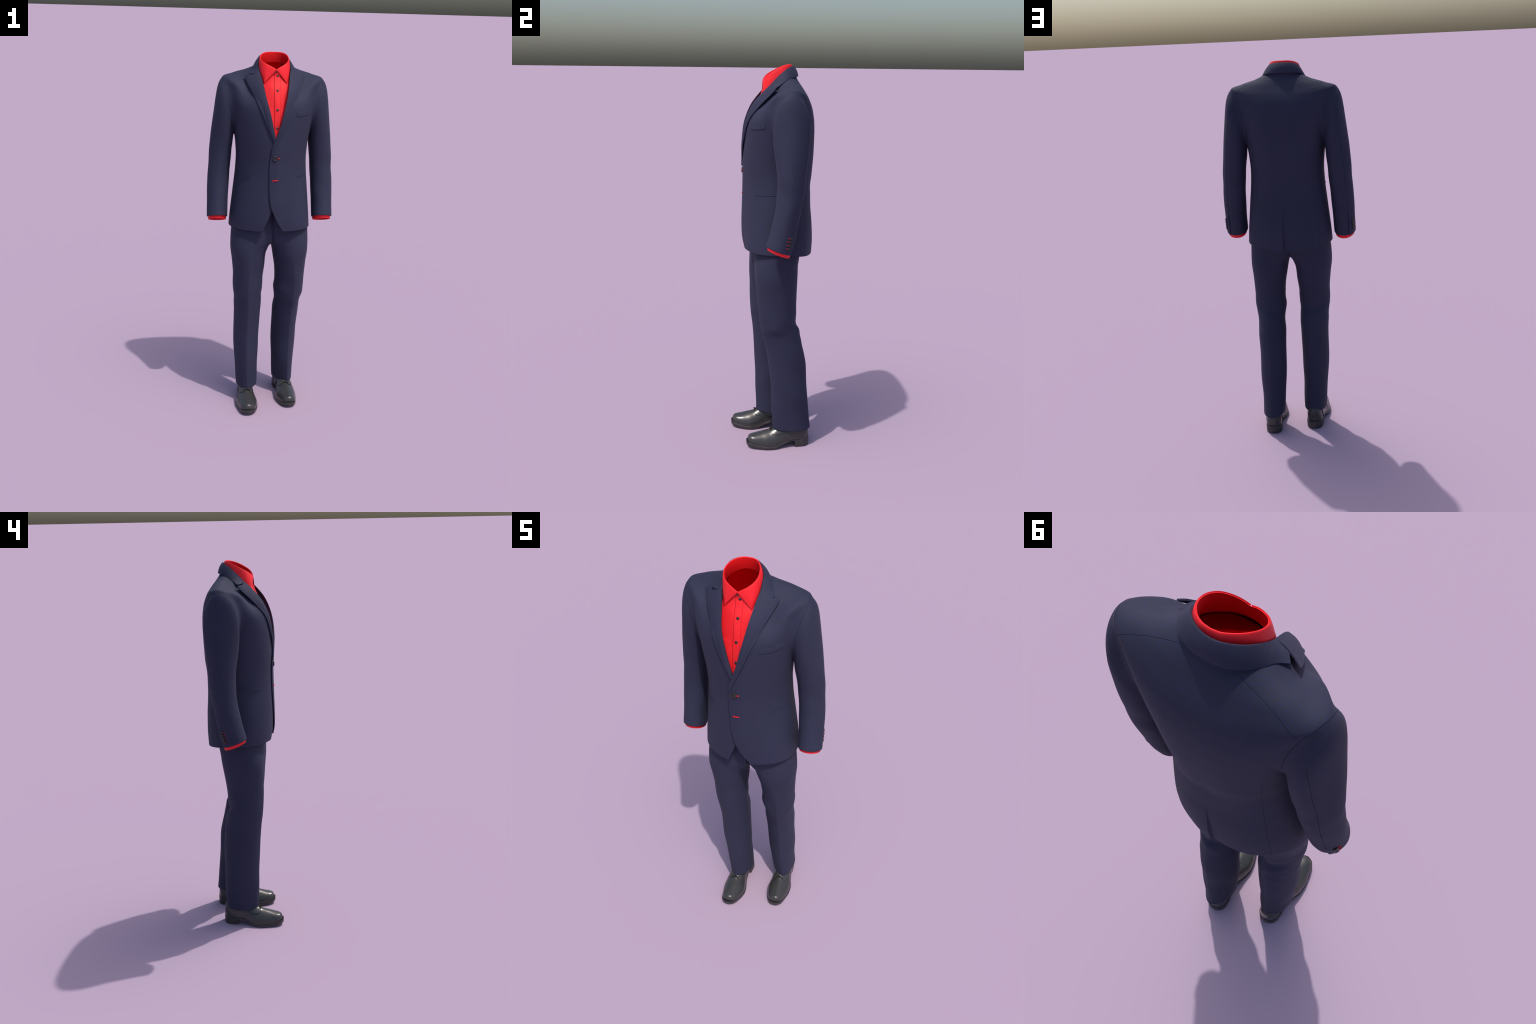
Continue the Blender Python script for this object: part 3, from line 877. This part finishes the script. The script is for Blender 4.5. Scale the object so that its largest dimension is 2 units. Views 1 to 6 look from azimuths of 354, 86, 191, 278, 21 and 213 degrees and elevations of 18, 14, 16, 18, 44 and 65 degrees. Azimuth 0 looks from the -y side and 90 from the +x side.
def build_shoe(sd):
    heel = np.array((-.1065, .128, 0.0)) if sd < 0 else np.array((.1085, .203, 0.0))
    toe = np.array((-.1135, -.212, 0.0)) if sd < 0 else np.array((.1380, -.1350, 0.0))
    ax = toe - heel; ax /= np.linalg.norm(ax)
    lat = np.array((-ax[1], ax[0], 0.0))
    if lat[0]*sd < 0:
        lat = -lat               # lateral direction points to the outside of the foot
    place = lambda s, q, z: heel + ax*s[..., None] + lat*q[..., None] + np.array((0, 0, 1.0))*z[..., None]
    root = bpy.data.objects.new("shoe", None)
    bpy.context.scene.collection.objects.link(root); root.parent = suit
    u = np.linspace(0, PI, 120)
    s = HALF - HALF*np.cos(u)
    # ---- upper: lofted along the foot, dome sections
    inset = .0022
    toe_in = .0068
    su = inset + (s/LEN)*(LEN - inset - toe_in)
    ph = np.linspace(0, PI, 70)            # 0 = outer edge, pi = inner edge
    S, PH = np.meshgrid(su, ph, indexing='ij')
    def upper(S, PH, grow=0.0):
        sn_ = (S - inset)*LEN/(LEN - inset - toe_in)
        er = end_round(sn_)
        ht, hh = np.clip(1 - (LEN - sn_)/.020, 0, 1), np.clip(1 - sn_/.012, 0, 1)
        erz = np.maximum(0, 1 - ht**2.8)**(1/2.8)*np.maximum(0, 1 - hh**3)**(1/3)
        c, sn = np.cos(PH), np.sin(PH)
        wo = (w_out(S) - inset)*er; wi = (w_in(S) - inset)*er
        base = bot_z(S) + sole_t(S) + .0012
        h = (top_h(S) - base)*erz
        # boxier toe and vamp, upright heel counter
        nz = 2.3 + .5*sstep(S, .16, .30); nq = np.where(S < .12, 2.6, 2.05)
        ce = np.sign(c)*np.abs(c)**(2/nq); se = np.abs(sn)**(2/nz)
        q = np.where(c > 0, wo, wi)*ce
        # sides swell slightly above the welt; instep ridge narrows upwards behind the toe
        z = base + h*se
        lean = sstep(S, .05, .2)*(1 - sstep(S, .24, .32))
        q = q*(1 - .30*lean*se**2.0)
        q = q*(1 + .02*np.sin(PI*np.clip(se, 0, 1)))
        z = z - .004*gauss(np.abs(q) - .018, .01)*0
        if grow:
            q = q*(1 + grow/.045); z = z + grow*se
        return place(S, q, z)
    P = upper(S, PH)
    grid("upper", P, LEATHER, root, flip=(sd > 0))
    # ---- facings (quarters): a second layer over the back of the upper
    m1 = 60
    rows = []
    phs = np.linspace(0, PI, 80)
    rel = np.abs(phs - PI/2)/(PI/2)        # 0 on top, 1 at the welt
    # front edge of the facing: throat on top, sweeping forward then back at the side
    fe = np.interp(rel, [0, .06, .14, .34, .50, .58, .64, 1.0], [.196, .200, .207, .2120, .2040, .186, .150, .120])
    for w in np.linspace(0, 1, m1):
        rows.append(upper(.06 + (fe - .06)*w, phs, .0018))
    grid("quarter", np.array(rows), LEATHER, root, flip=(sd > 0), thick=.0018, offset=-1)
    edge = upper(fe, phs, .0012)
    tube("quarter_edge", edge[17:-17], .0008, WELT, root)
    # ---- lace bow peeping out below the hem
    tp = upper(np.array([.2035]), np.array([PI/2]), .004)[0]
    for sgn in (1, -1):
        pts = [tp + lat*sgn*q + np.array((0, 0, dz)) + ax*dx for q, dz, dx in ((0, .001, 0), (.007, .003, .004), (.014, .0005, .007), (.019, -.004, .008), (.013, -.0015, .001), (.004, .001, -.002))]
        tube("lace", smooth_path(pts, 26), .0017, LACE, root)
    tube("lace", smooth_path([tp + lat*.010 + np.array((0, 0, -.0015)) - ax*.006, tp + np.array((0, 0, .001)) - ax*.006, tp - lat*.010 + np.array((0, 0, -.0015)) - ax*.006], 16), .0017, LACE, root)
    disc("lace_knot", tp + np.array((0, 0, -.002)), (0, 0, 1), .0048, .006, LACE, root, rim=False)
    # ---- sole and welt: outline swept along the bottom curve
    def outline(S, grow):
        er = end_round(S)
        return np.maximum(0, w_out(S)*er + grow*(er > .05)), np.maximum(0, w_in(S)*er + grow*(er > .05))
    def slab(name, zlo, zhi, grow, mat, s0=0.0, s1=LEN, taper=0.0):
        uu = np.linspace(0, PI, 110)
        ss = s0 + (s1 - s0)*(.5 - .5*np.cos(uu)) if s1 == LEN else s0 + (s1 - s0)*(1 - np.cos(uu/2))
        wo, wi = outline(ss, grow)
        lo, hi = zlo(ss), zhi(ss)
        b = .0014
        cols = []
        for q, z in ((np.maximum(wo*(1 - taper) - b, 0), lo), (wo*(1 - taper), lo + b), (wo, hi - b), (np.maximum(wo - b, 0), hi), (-np.maximum(wi - b, 0), hi), (-wi, hi - b), (-wi*(1 - taper), lo + b), (-np.maximum(wi*(1 - taper) - b, 0), lo)):
            cols.append(place(ss, q, z))
        Pm = np.stack(cols, 1)
        nv = Pm.shape[1]; f = grid_faces(len(ss), nv, True)
        if s1 < LEN:      # breast of the heel block
            f.append(tuple(range((len(ss)-1)*nv, len(ss)*nv))[::-1])
        if sd > 0:
            f = [t[::-1] for t in f]
        ob = make_mesh(name, Pm, f, mat, root)
        mod = ob.modifiers.new("auto", 'EDGE_SPLIT'); mod.split_angle = math.radians(40)
        return ob
    slab("sole", bot_z, lambda s: bot_z(s) + sole_t(s), .0, SOLE)
    slab("welt", lambda s: bot_z(s) + sole_t(s) - .0005, lambda s: bot_z(s) + sole_t(s) + .005, -.0036, WELT)
    slab("heel", lambda s: 0*s, lambda s: bot_z(s) + .002, .0003, SOLE, 0.0, .082, .02)
    return root

for sd in (1, -1):
    build_shoe(sd)
